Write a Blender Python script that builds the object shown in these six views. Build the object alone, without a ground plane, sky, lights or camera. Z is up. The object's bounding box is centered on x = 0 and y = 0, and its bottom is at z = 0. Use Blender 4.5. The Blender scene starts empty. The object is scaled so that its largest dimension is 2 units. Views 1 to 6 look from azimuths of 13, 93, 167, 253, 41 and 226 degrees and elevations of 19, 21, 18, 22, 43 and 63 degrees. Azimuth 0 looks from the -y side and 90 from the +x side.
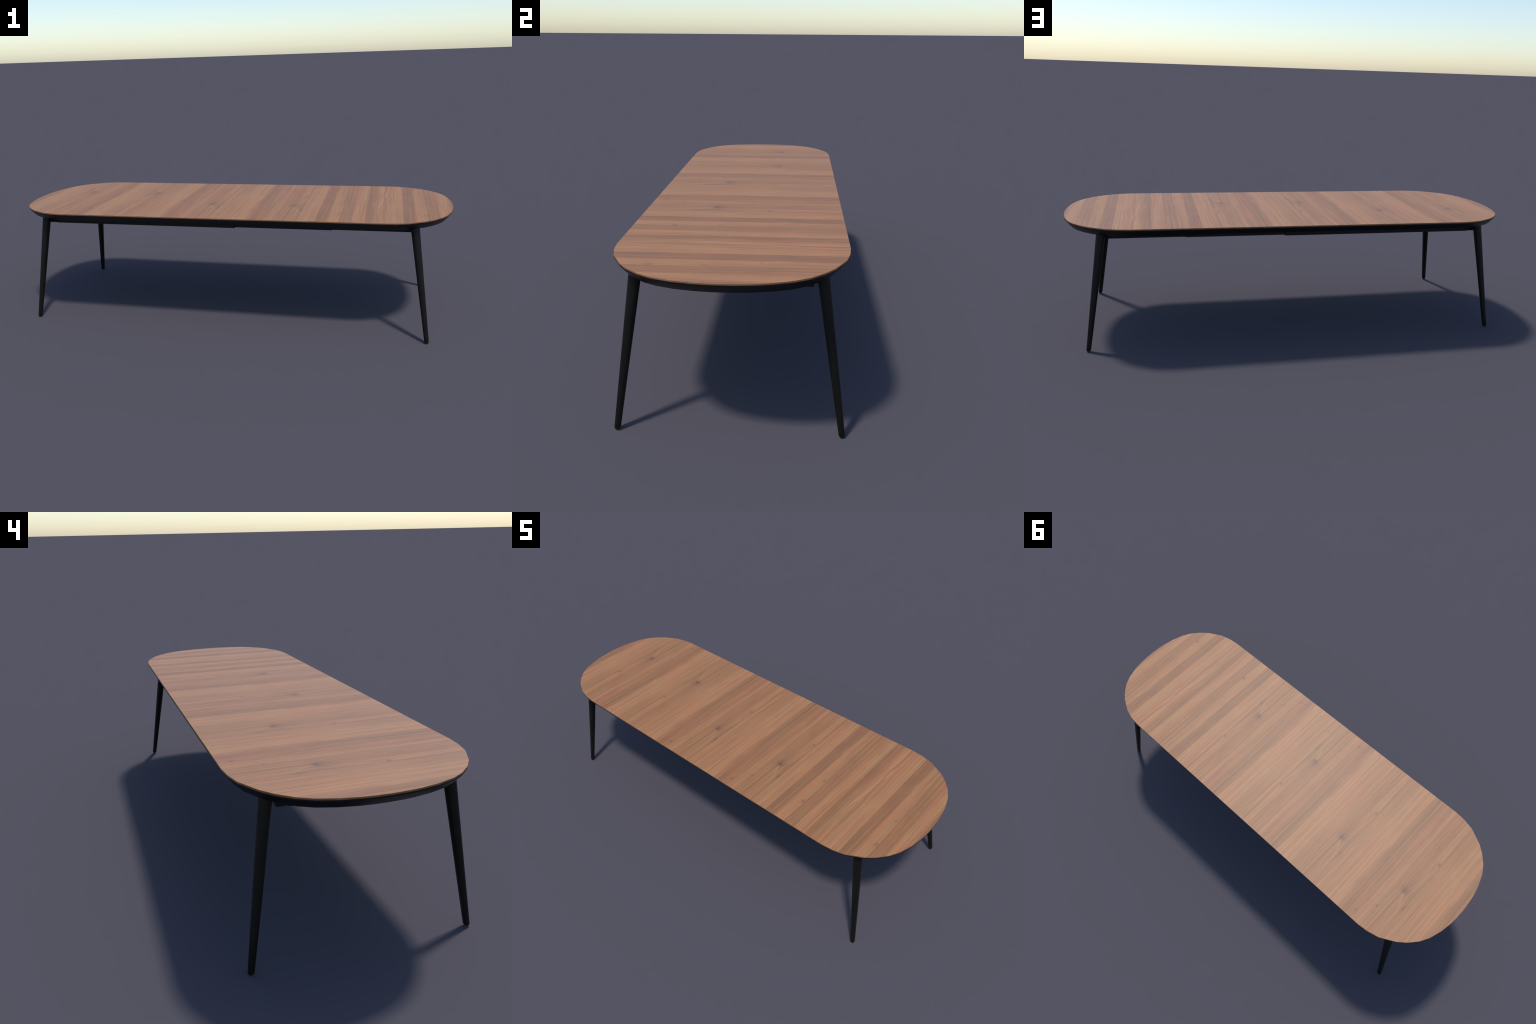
import bpy, bmesh, math
from mathutils import Vector

# ---------------------------------------------------------------- sizes (m)
TOP_Z = 0.5187          # upper face of the tabletop
VENEER_Z = 0.5132       # underside of the thin wooden sheet
CORE_Z = 0.4854         # underside of the black bevelled core
HALF_W = 0.3460
SEAM = 0.380            # seams of the pull-out leaves at x = -SEAM, 0, +SEAM
BEVEL_IN = 0.0195       # how far the black edge slopes inwards
FOOT = (0.9039, 0.3332) # centre of a foot, leg splayed at 45 degrees in plan
LEG_TOP = (0.8333, 0.2624)
R_FOOT, R_TOP = 0.0094, 0.0181
LEG_SQUARE = 2.35       # exponent of the softly squared leg section

# rounded end of the top in one quadrant: flat bow, then a tight shoulder
END_CURVE = [(1.0, 0.0), (0.9985, 0.042), (0.9950, 0.077), (0.9850, 0.131), (0.9670, 0.186),
             (0.9450, 0.2255), (0.9125, 0.2635), (0.8770, 0.2930), (0.8120, 0.3285),
             (0.7620, 0.3412), (0.7150, HALF_W)]


# ---------------------------------------------------------------- materials
class Graph:
    """small helper to write node maths as expressions"""
    def __init__(self, name):
        self.mat = bpy.data.materials.new(name)
        self.mat.use_nodes = True
        self.t = self.mat.node_tree
        self.t.nodes.clear()

    def node(self, kind, **props):
        n = self.t.nodes.new(kind)
        for k, v in props.items():
            setattr(n, k, v)
        return n

    def link(self, value, socket):
        if isinstance(value, (int, float)):
            socket.default_value = value
        elif isinstance(value, (tuple, list)):
            socket.default_value = value
        else:
            self.t.links.new(value, socket)

    def m(self, op, *args):
        n = self.node('ShaderNodeMath', operation=op)
        for i, a in enumerate(args):
            self.link(a, n.inputs[i])
        return n.outputs[0]

    def add(self, *a):
        out = a[0]
        for b in a[1:]:
            out = self.m('ADD', out, b)
        return out

    def mul(self, *a):
        out = a[0]
        for b in a[1:]:
            out = self.m('MULTIPLY', out, b)
        return out

    def sub(self, a, b):
        return self.m('SUBTRACT', a, b)

    def gauss(self, ds, rs, dt, rt):
        a = self.m('POWER', self.mul(ds, 1.0 / rs), 2.0)
        b = self.m('POWER', self.mul(dt, 1.0 / rt), 2.0)
        return self.m('EXPONENT', self.mul(self.add(a, b), -1.0))

    def noise(self, x, y, z=0.0, detail=2.0, rough=0.5):
        c = self.node('ShaderNodeCombineXYZ')
        self.link(x, c.inputs[0]); self.link(y, c.inputs[1]); self.link(z, c.inputs[2])
        n = self.node('ShaderNodeTexNoise')
        n.inputs['Scale'].default_value = 1.0
        n.inputs['Detail'].default_value = detail
        n.inputs['Roughness'].default_value = rough
        self.t.links.new(c.outputs[0], n.inputs['Vector'])
        return n.outputs[0]

    def ramp(self, fac, stops, interp='LINEAR'):
        n = self.node('ShaderNodeValToRGB')
        n.color_ramp.interpolation = interp
        el = n.color_ramp.elements
        while len(el) < len(stops):
            el.new(0.5)
        for e, (p, c) in zip(el, stops):
            e.position = p
        for e, (p, c) in zip(el, stops):
            e.color = (c, c, c, 1) if isinstance(c, (int, float)) else (*c, 1)
        self.link(fac, n.inputs[0])
        return n.outputs[0]

    def mix(self, fac, a, b, blend='MIX'):
        n = self.node('ShaderNodeMix', data_type='RGBA', blend_type=blend)
        self.link(fac, n.inputs['Factor'])
        self.link((*a, 1) if isinstance(a, tuple) else a, n.inputs['A'])
        self.link((*b, 1) if isinstance(b, tuple) else b, n.inputs['B'])
        return n.outputs['Result']

    def finish(self, color, rough, spec=0.5, bump=None, bump_strength=0.1, bump_dist=0.001):
        p = self.node('ShaderNodeBsdfPrincipled')
        self.link((*color, 1) if isinstance(color, tuple) else color, p.inputs['Base Color'])
        self.link(rough, p.inputs['Roughness'])
        p.inputs['Specular IOR Level'].default_value = spec
        if bump is not None:
            b = self.node('ShaderNodeBump')
            b.inputs['Strength'].default_value = bump_strength
            b.inputs['Distance'].default_value = bump_dist
            self.link(bump, b.inputs['Height'])
            self.t.links.new(b.outputs[0], p.inputs['Normal'])
        o = self.node('ShaderNodeOutputMaterial')
        self.t.links.new(p.outputs[0], o.inputs[0])
        return self.mat


# tone of the veneer across the grain: (distance in m, lightness 0..1)
KNOTTY = [(0.000, .60), (0.012, .52), (0.020, .66), (0.032, .56), (0.042, .66), (0.060, .62),
          (0.080, .72), (0.115, .76), (0.134, .70), (0.140, .38), (0.158, .33), (0.180, .38),
          (0.205, .44), (0.232, .52), (0.243, .62), (0.252, .66), (0.262, .54), (0.280, .50),
          (0.300, .44), (0.318, .48), (0.331, .62), (0.336, .66), (0.341, .50), (0.352, .48),
          (0.360, .60), (0.371, .68), (0.380, .56)]
KNOTTY_SPOTS = [  # (across, along, half width across, half width along, darkness)
    (0.308, -0.104, .0085, .0100, .46), (0.304, -0.094, .020, .020, .38), (0.316, -0.060, .012, .045, .20), (0.346, 0.093, .0050, .0070, .60),
    (0.261, -0.231, .0050, .0060, .50), (0.206, -0.305, .0055, .0070, .52), (0.351, -0.165, .0034, .0170, .60),
    (0.296, 0.150, .0030, .0240, .30), (0.262, 0.010, .0030, .0050, .25), (0.372, -0.270, .0030, .0050, .30),
    (0.110, -0.200, .0030, .0050, .16), (0.338, 0.060, .0060, .0300, .22), (0.170, 0.205, .0040, .0060, .15)]
KNOTTY_BENDS = [(0.309, -0.106, .030, .040, -0.45), (0.346, 0.093, .014, .022, -0.25),
                (0.110, 0.030, .030, .060, 0.35)]

PLAIN = [(0.000, .34), (0.010, .24), (0.030, .30), (0.044, .28), (0.051, .58), (0.068, .66),
         (0.094, .60), (0.102, .44), (0.120, .38), (0.148, .42), (0.157, .62), (0.170, .70),
         (0.184, .62), (0.196, .70), (0.200, .66), (0.204, .25), (0.218, .32), (0.238, .42),
         (0.247, .50), (0.252, .66), (0.258, .48), (0.266, .70), (0.274, .46), (0.286, .58),
         (0.300, .64), (0.322, .74), (0.345, .70), (0.355, .66)]
PLAIN_SPOTS = [(0.093, -0.212, .0060, .0090, .55), (0.088, -0.062, .0042, .0055, .45),
               (0.067, 0.093, .0060, .0025, .28), (0.276, 0.200, .0032, .0260, .28),
               (0.012, 0.165, .0150, .0300, .16), (0.055, -0.120, .0025, .0050, .16)]
PLAIN_BENDS = [(0.262, 0.155, .030, .050, -0.7), (0.020, 0.165, .025, .045, -0.8),
               (0.262, -0.120, .040, .090, 0.3)]


# pale growth rings that swing past a knot: (rest position, [(along, swing, length)], centre, reach, strength)
KNOTTY_RINGS = [(0.340, [(-0.106, -0.028, .055), (-0.340, -0.018, .090)], -0.130, .170, .19),
                (0.331, [(-0.106, -0.020, .055), (-0.340, -0.014, .090)], -0.150, .110, .13)]
PLAIN_RINGS = [(0.271, [(0.155, 0.013, .050), (-0.150, -0.021, .130)], 0.05, .320, .24),
               (0.264, [(0.155, 0.012, .050), (-0.150, -0.019, .130)], 0.05, .280, .18),
               (0.180, [(0.0, 0.002, .200)], 0.0, .500, .14), (0.190, [(0.1, 0.002, .200)], 0.0, .500, .14)]


def veneer(name, sign, offset, period, tones, spots, bends, rings, seed, contrast):
    g = Graph(name)
    tc = g.node('ShaderNodeTexCoord')
    sep = g.node('ShaderNodeSeparateXYZ')
    g.t.links.new(tc.outputs['Object'], sep.inputs[0])
    s = g.add(g.mul(sep.outputs[0], sign), offset)
    t = g.mul(sep.outputs[1], sign)
    sheet = 0.0
    if period:
        sheet = g.m('FLOOR', g.mul(s, 1.0 / period))
        s = g.sub(s, g.mul(sheet, period))
    # grain wanders a little and is pulled towards the knots
    w = s
    for sk, tk, rs, rt, k in bends:
        ds, dt = g.sub(s, sk), g.sub(t, tk)
        w = g.sub(w, g.mul(ds, g.gauss(ds, rs, dt, rt), k))
    drift = g.sub(g.noise(g.mul(s, 9.0), g.mul(t, 3.2), seed, 2.0), 0.5)
    ripple = g.sub(g.noise(g.mul(s, 26.0), g.mul(t, 13.0), seed + 3.7, 1.0), 0.5)
    w = g.add(w, g.mul(drift, 0.008), g.mul(ripple, 0.0022))
    span = tones[-1][0]
    band = g.ramp(g.mul(w, 1.0 / span), [(p / span, v) for p, v in tones])
    # fine grain at three widths, all stretched along the fibre
    g1 = g.sub(g.noise(g.mul(w, 95.0), g.mul(t, 0.9), seed + 1.0, 2.0), 0.5)
    g2 = g.sub(g.noise(g.mul(w, 270.0), g.mul(t, 1.9), seed + 2.0, 2.0, 0.6), 0.5)
    g3 = g.sub(g.noise(g.mul(w, 700.0), g.mul(t, 24.0), seed + 5.0, 2.0, 0.6), 0.5)
    cloud = g.sub(g.noise(g.mul(s, 16.0), g.mul(t, 7.0), seed + 8.0, 3.0), 0.5)
    # narrow dark growth lines
    rid = g.m('ABSOLUTE', g.sub(g.noise(g.mul(w, 130.0), g.mul(t, 1.3), seed + 11.0, 1.0), 0.5))
    line = g.m('SUBTRACT', 1.0, g.m('MINIMUM', g.mul(rid, 16.0), 1.0))
    zone = g.m('MAXIMUM', g.mul(g.sub(g.noise(g.mul(w, 22.0), g.mul(t, 1.5), seed + 14.0, 1.0), 0.42), 3.0), 0.0)
    line = g.mul(line, g.m('MINIMUM', zone, 1.0))
    rid2 = g.m('ABSOLUTE', g.sub(g.noise(g.mul(w, 75.0), g.mul(t, 0.9), seed + 31.0, 1.0), 0.52))
    pale = g.m('SUBTRACT', 1.0, g.m('MINIMUM', g.mul(rid2, 20.0), 1.0))
    swing = 0.0
    for rest, moves, centre, reach, amount in rings:
        c = rest
        for along, push, length in moves:
            c = g.add(c, g.mul(g.gauss(g.sub(t, along), length, 0.0, 1.0), push))
        c = g.add(c, g.mul(ripple, -0.004))
        swing = g.add(swing, g.mul(g.gauss(g.sub(s, c), 0.0024, g.sub(t, centre), reach), amount))
    # the bands fade in and out along the fibre
    fade = g.add(0.55, g.mul(g.noise(g.mul(s, 18.0), g.mul(t, 4.0), seed + 41.0, 2.0), 0.9))
    band = g.add(g.mul(g.sub(band, 0.52), g.mul(fade, contrast)), 0.52)
    v = g.add(g.mul(pale, 0.10), swing, band, g.mul(g1, 0.60), g.mul(g2, 0.78), g.mul(g3, 0.30), g.mul(cloud, 0.24), g.mul(line, -0.22), -0.045)
    dark = 0.0
    for sk, tk, rs, rt, amount in spots:
        dark = g.add(dark, g.mul(g.gauss(g.sub(s, sk), rs, g.sub(t, tk), rt), amount))
    dark = g.mul(dark, g.add(1.0, g.mul(g3, 0.8)))
    color = g.ramp(v, [(0.10, TONE[0]), (0.38, TONE[1]), (0.60, TONE[2]), (0.95, TONE[3])])
    # red and olive casts that alternate between fibres
    cast = g.noise(g.mul(w, 55.0), g.mul(t, 2.5), seed + 20.0, 2.0)
    color = g.mix(g.ramp(cast, [(0.42, 0.0), (0.62, 0.75)]), color, g.mix(1.0, color, (1.06, 0.95, 0.93), 'MULTIPLY'))
    color = g.mix(g.ramp(cast, [(0.36, 0.75), (0.52, 0.0)]), color, g.mix(1.0, color, (0.95, 1.01, 0.95), 'MULTIPLY'))
    color = g.mix(g.m('MINIMUM', dark, 0.85), color, (0.100, 0.050, 0.036))
    return g.finish(color, WOOD_ROUGH, WOOD_SPEC, g.add(g2, g3), 0.05, 0.0006)


TONE = [(0.219, 0.098, 0.043), (0.288, 0.131, 0.056), (0.368, 0.171, 0.073), (0.472, 0.230, 0.104)]
WOOD_ROUGH, WOOD_SPEC = 0.50, 0.5

knotty_leaf_wood = veneer('walnut_leaf', 1, 0.0, None, KNOTTY, KNOTTY_SPOTS, KNOTTY_BENDS, KNOTTY_RINGS, 3.0, 0.66)
knotty_end_wood = veneer('walnut_turned_end', -1, 0.308 - 0.770 + 0.354 * 2, 0.354, KNOTTY, KNOTTY_SPOTS, KNOTTY_BENDS, KNOTTY_RINGS, 3.0, 0.66)
plain_end_wood = veneer('walnut_plain_end', 1, -0.430 + 0.355, 0.355, PLAIN, PLAIN_SPOTS, PLAIN_BENDS, PLAIN_RINGS, 7.0, 0.72)


def edge_wood():
    g = Graph('walnut_cut_edge')
    tc = g.node('ShaderNodeTexCoord')
    sep = g.node('ShaderNodeSeparateXYZ')
    g.t.links.new(tc.outputs['Object'], sep.inputs[0])
    n = g.noise(g.mul(sep.outputs[0], 34.0), g.mul(sep.outputs[1], 34.0), g.mul(sep.outputs[2], 300.0), 3.0)
    c = g.ramp(n, [(0.3, (0.20, 0.082, 0.029)), (0.52, (0.265, 0.115, 0.045)), (0.75, (0.31, 0.165, 0.085))])
    return g.finish(c, 0.55, 0.4)


def black(name, base, rough, grain=(1.0, 1.0, 1.0), spec=0.5):
    g = Graph(name)
    tc = g.node('ShaderNodeTexCoord')
    sep = g.node('ShaderNodeSeparateXYZ')
    g.t.links.new(tc.outputs['Object'], sep.inputs[0])
    n = g.noise(g.mul(sep.outputs[0], 60.0 * grain[0]), g.mul(sep.outputs[1], 60.0 * grain[1]),
                g.mul(sep.outputs[2], 60.0 * grain[2]), 3.0)
    c = g.ramp(n, [(0.3, tuple(x * 0.85 for x in base)), (0.7, tuple(x * 1.15 for x in base))])
    r = g.add(rough - 0.03, g.mul(n, 0.06))
    return g.finish(c, r, spec)


cut_edge = edge_wood()
core_black = black('black_lacquered_edge', (0.0050, 0.0050, 0.0050), 0.36, (1, 1, 1), 0.35)
leg_black = black('black_stained_leg', (0.0072, 0.0068, 0.0054), 0.38, (1, 1, 0.15), 0.24)  # base black lifted and tinted warm to carry the warm highlight on the legs
rail_black = black('black_rail_metal', (0.0050, 0.0050, 0.0054), 0.55, (1, 1, 1), 0.3)
foot_black = black('black_plastic_glide', (0.010, 0.010, 0.010), 0.5)


# ---------------------------------------------------------------- geometry
def new_object(name, bm, mats, parent=None, loc=(0, 0, 0), smooth_angle=None):
    bmesh.ops.recalc_face_normals(bm, faces=bm.faces)
    me = bpy.data.meshes.new(name)
    bm.to_mesh(me)
    bm.free()
    for mt in mats:
        me.materials.append(mt)
    ob = bpy.data.objects.new(name, me)
    bpy.context.collection.objects.link(ob)
    ob.location = loc
    if parent is not None:
        ob.parent = parent
    if smooth_angle:
        shade(ob, smooth_angle)
    return ob


def shade(ob, angle):
    me = ob.data
    me.shade_smooth()
    me.set_sharp_from_angle(angle=math.radians(angle))


def end_outline(inset, x_cut):
    """closed plan of one end panel (towards +x), inset evenly from the rim"""
    upper = [Vector(p) for p in END_CURVE]
    ring = [Vector((p.x, -p.y)) for p in reversed(upper[1:])] + upper   # -y side to +y side
    out = []
    for i, p in enumerate(ring):
        a = ring[i - 1] if i else p - Vector((0.1, 0))
        b = ring[i + 1] if i < len(ring) - 1 else p - Vector((0.1, 0))
        n = ((p - a).normalized() + (b - p).normalized()).normalized()
        out.append(p - Vector((n.y, -n.x)) * inset)
    return [Vector((x_cut, out[0].y))] + out + [Vector((x_cut, out[-1].y))]


def leaf_outline(inset, length):
    h = HALF_W - inset
    return [Vector((0, -h)), Vector((length, -h)), Vector((length, h)), Vector((0, h))]


def stack(levels, cap_mat=0, side_mat=0, mirror=False):
    """skin between plan outlines given as (outline, z), bottom to top"""
    bm = bmesh.new()
    rings = []
    for outline, z in levels:
        rings.append([bm.verts.new((-p.x if mirror else p.x, p.y, z)) for p in outline])
    n = len(rings[0])
    for lo, hi in zip(rings, rings[1:]):
        for i in range(n):
            j = (i + 1) % n
            f = bm.faces.new((lo[i], lo[j], hi[j], hi[i]))
            f.material_index = side_mat
    for r in (rings[0], rings[-1]):
        f = bm.faces.new(r)
        f.material_index = cap_mat
    return bm


def box(bm, x0, x1, y0, y1, z0, z1, bevel=0.0):
    vs = [bm.verts.new((x, y, z)) for x in (x0, x1) for y in (y0, y1) for z in (z0, z1)]
    quads = ((0, 1, 3, 2), (4, 6, 7, 5), (0, 4, 5, 1), (2, 3, 7, 6), (0, 2, 6, 4), (1, 5, 7, 3))
    faces = [bm.faces.new([vs[i] for i in q]) for q in quads]
    if bevel:
        edges = {e for f in faces for e in f.edges}
        bmesh.ops.bevel(bm, geom=list(edges), offset=bevel, segments=2, affect='EDGES', profile=0.5)


table = bpy.data.objects.new('extending_dining_table', None)
bpy.context.collection.objects.link(table)
table['label'] = 'long oval walnut extending table with splayed black legs'
table['category'] = 'dining table'


def panel(name, outline, wood, mirror=False, loc=(0, 0, 0), core_z=CORE_Z):
    e = 0.0007
    sheet = stack([(outline(0.0006), VENEER_Z + 0.0001), (outline(0.0), VENEER_Z + 0.0010),
                   (outline(0.0), TOP_Z - e), (outline(e), TOP_Z)], 0, 1, mirror)
    ob = new_object(name, sheet, [wood, cut_edge], table, loc)
    shade(ob, 30)
    core = stack([(outline(BEVEL_IN + 0.0015), core_z), (outline(BEVEL_IN), core_z + 0.0012),
                  (outline(0.0016), VENEER_Z - 0.0050), (outline(0.0004), VENEER_Z - 0.0035), (outline(0.0004), VENEER_Z)], 0, 0, mirror)
    new_object('panel_core', core, [core_black], ob, (0, 0, 0), 24)
    return ob


panel('tabletop_end_panel', lambda d: end_outline(d, SEAM), plain_end_wood)
panel('tabletop_end_panel', lambda d: end_outline(d, SEAM), knotty_end_wood, mirror=True)
leaf = panel('extension_leaf', lambda d: leaf_outline(d, SEAM), knotty_leaf_wood, core_z=CORE_Z + 0.0020)
leaf_core = leaf.children[0]
twin = leaf.copy()
twin.location = (-SEAM, 0, 0)
bpy.context.collection.objects.link(twin)
twin_core = leaf_core.copy()
twin_core.parent = twin
bpy.context.collection.objects.link(twin_core)


# ---- legs: slim turned cones with a rounded toe and a small glide
def leg_mesh(sx, sy):
    bm = bmesh.new()
    foot = Vector((FOOT[0] * sx, FOOT[1] * sy, 0.0))
    top = Vector((LEG_TOP[0] * sx, LEG_TOP[1] * sy, CORE_Z))
    axis = top - foot
    profile = [(0.0024, R_FOOT - 0.0022), (0.0036, R_FOOT - 0.0008), (0.0060, R_FOOT + 0.0001)]
    profile += [(z, R_FOOT + (R_TOP - R_FOOT) * z / CORE_Z) for z in (0.03, 0.12, 0.22, 0.32, 0.42, CORE_Z - 0.001)]
    rings = []
    N = 40
    for z, r in profile:
        c = foot + axis * (z / CORE_Z)
        ring = []
        for i in range(N):
            a = 2 * math.pi * i / N
            ca, sa = math.cos(a), math.sin(a)
            k = r / (abs(ca) ** LEG_SQUARE + abs(sa) ** LEG_SQUARE) ** (1 / LEG_SQUARE)
            ring.append(bm.verts.new((c.x + k * ca, c.y + k * sa, z)))
        rings.append(ring)
    for lo, hi in zip(rings, rings[1:]):
        for i in range(N):
            bm.faces.new((lo[i], lo[(i + 1) % N], hi[(i + 1) % N], hi[i]))
    bm.faces.new(rings[0])
    bm.faces.new(rings[-1])
    return bm


def glide_mesh(sx, sy):
    bm = bmesh.new()
    N = 24
    prof = [(0.0, 0.0062), (0.0012, 0.0074), (0.0032, 0.0074)]
    rings = [[bm.verts.new((FOOT[0] * sx + r * math.cos(2 * math.pi * i / N),
                            FOOT[1] * sy + r * math.sin(2 * math.pi * i / N), z)) for i in range(N)] for z, r in prof]
    for lo, hi in zip(rings, rings[1:]):
        for i in range(N):
            bm.faces.new((lo[i], lo[(i + 1) % N], hi[(i + 1) % N], hi[i]))
    bm.faces.new(rings[0])
    bm.faces.new(rings[-1])
    return bm


for sx in (1, -1):
    for sy in (1, -1):
        leg = new_object('leg', leg_mesh(sx, sy), [leg_black], table, (0, 0, 0), 40)
        new_object('foot_glide', glide_mesh(sx, sy), [foot_black], leg, (0, 0, 0), 40)
        # corner plugs of the leg fixings that break through the sloping edge
        for px, py, ang in ((0.8035, 0.3165, 68), (0.9590, 0.1545, 17)):
            bm = bmesh.new()
            box(bm, -0.0042, 0.0042, -0.0040, 0.0040, -0.0045, 0.0045, 0.0005)
            plug = new_object('fixing_plug', bm, [rail_black], table,
                              (px * sx, py * sy, 0.5035))
            plug.rotation_euler = (0, 0, math.radians(ang) * sx * sy)

# ---- underframe: cross beams between the legs, telescopic runners along the sides
for sx in (1, -1):
    bm = bmesh.new()
    a, b = sorted((0.816 * sx, 0.846 * sx))
    box(bm, a, b, -0.206, 0.206, 0.4470, CORE_Z - 0.0005, 0.0012)
    new_object('cross_beam', bm, [rail_black], table)
    for sy in (1, -1):
        bm = bmesh.new()
        a, b = sorted((0.820 * sx, 0.844 * sx))
        c, d = sorted((0.204 * sy, 0.238 * sy))
        box(bm, a, b, c, d, 0.4486, CORE_Z - 0.0007, 0.0012)
        new_object('leg_bracket', bm, [rail_black], table)

RUNNERS = [(-0.7990, 0.066, 0.238, 0.4470), (0.020, 0.4940, 0.228, 0.4480), (0.440, 0.8190, 0.217, 0.4472)]
for sy in (1, -1):
    for x0, x1, y, z0 in RUNNERS:
        bm = bmesh.new()
        a, b = sorted((y * sy, (y - 0.020) * sy))
        box(bm, x0, x1, a, b, z0, CORE_Z + 0.0012, 0.0010)
        new_object('telescopic_runner', bm, [rail_black], table)

# blocks that carry the outer runners beside the legs
for sy in (1, -1):
    bm = bmesh.new()
    a, b = sorted((0.200 * sy, 0.2330 * sy))
    box(bm, -0.8200, -0.790, a, b, 0.4472, CORE_Z - 0.0010, 0.0012)
    new_object('runner_bracket', bm, [rail_black], table)
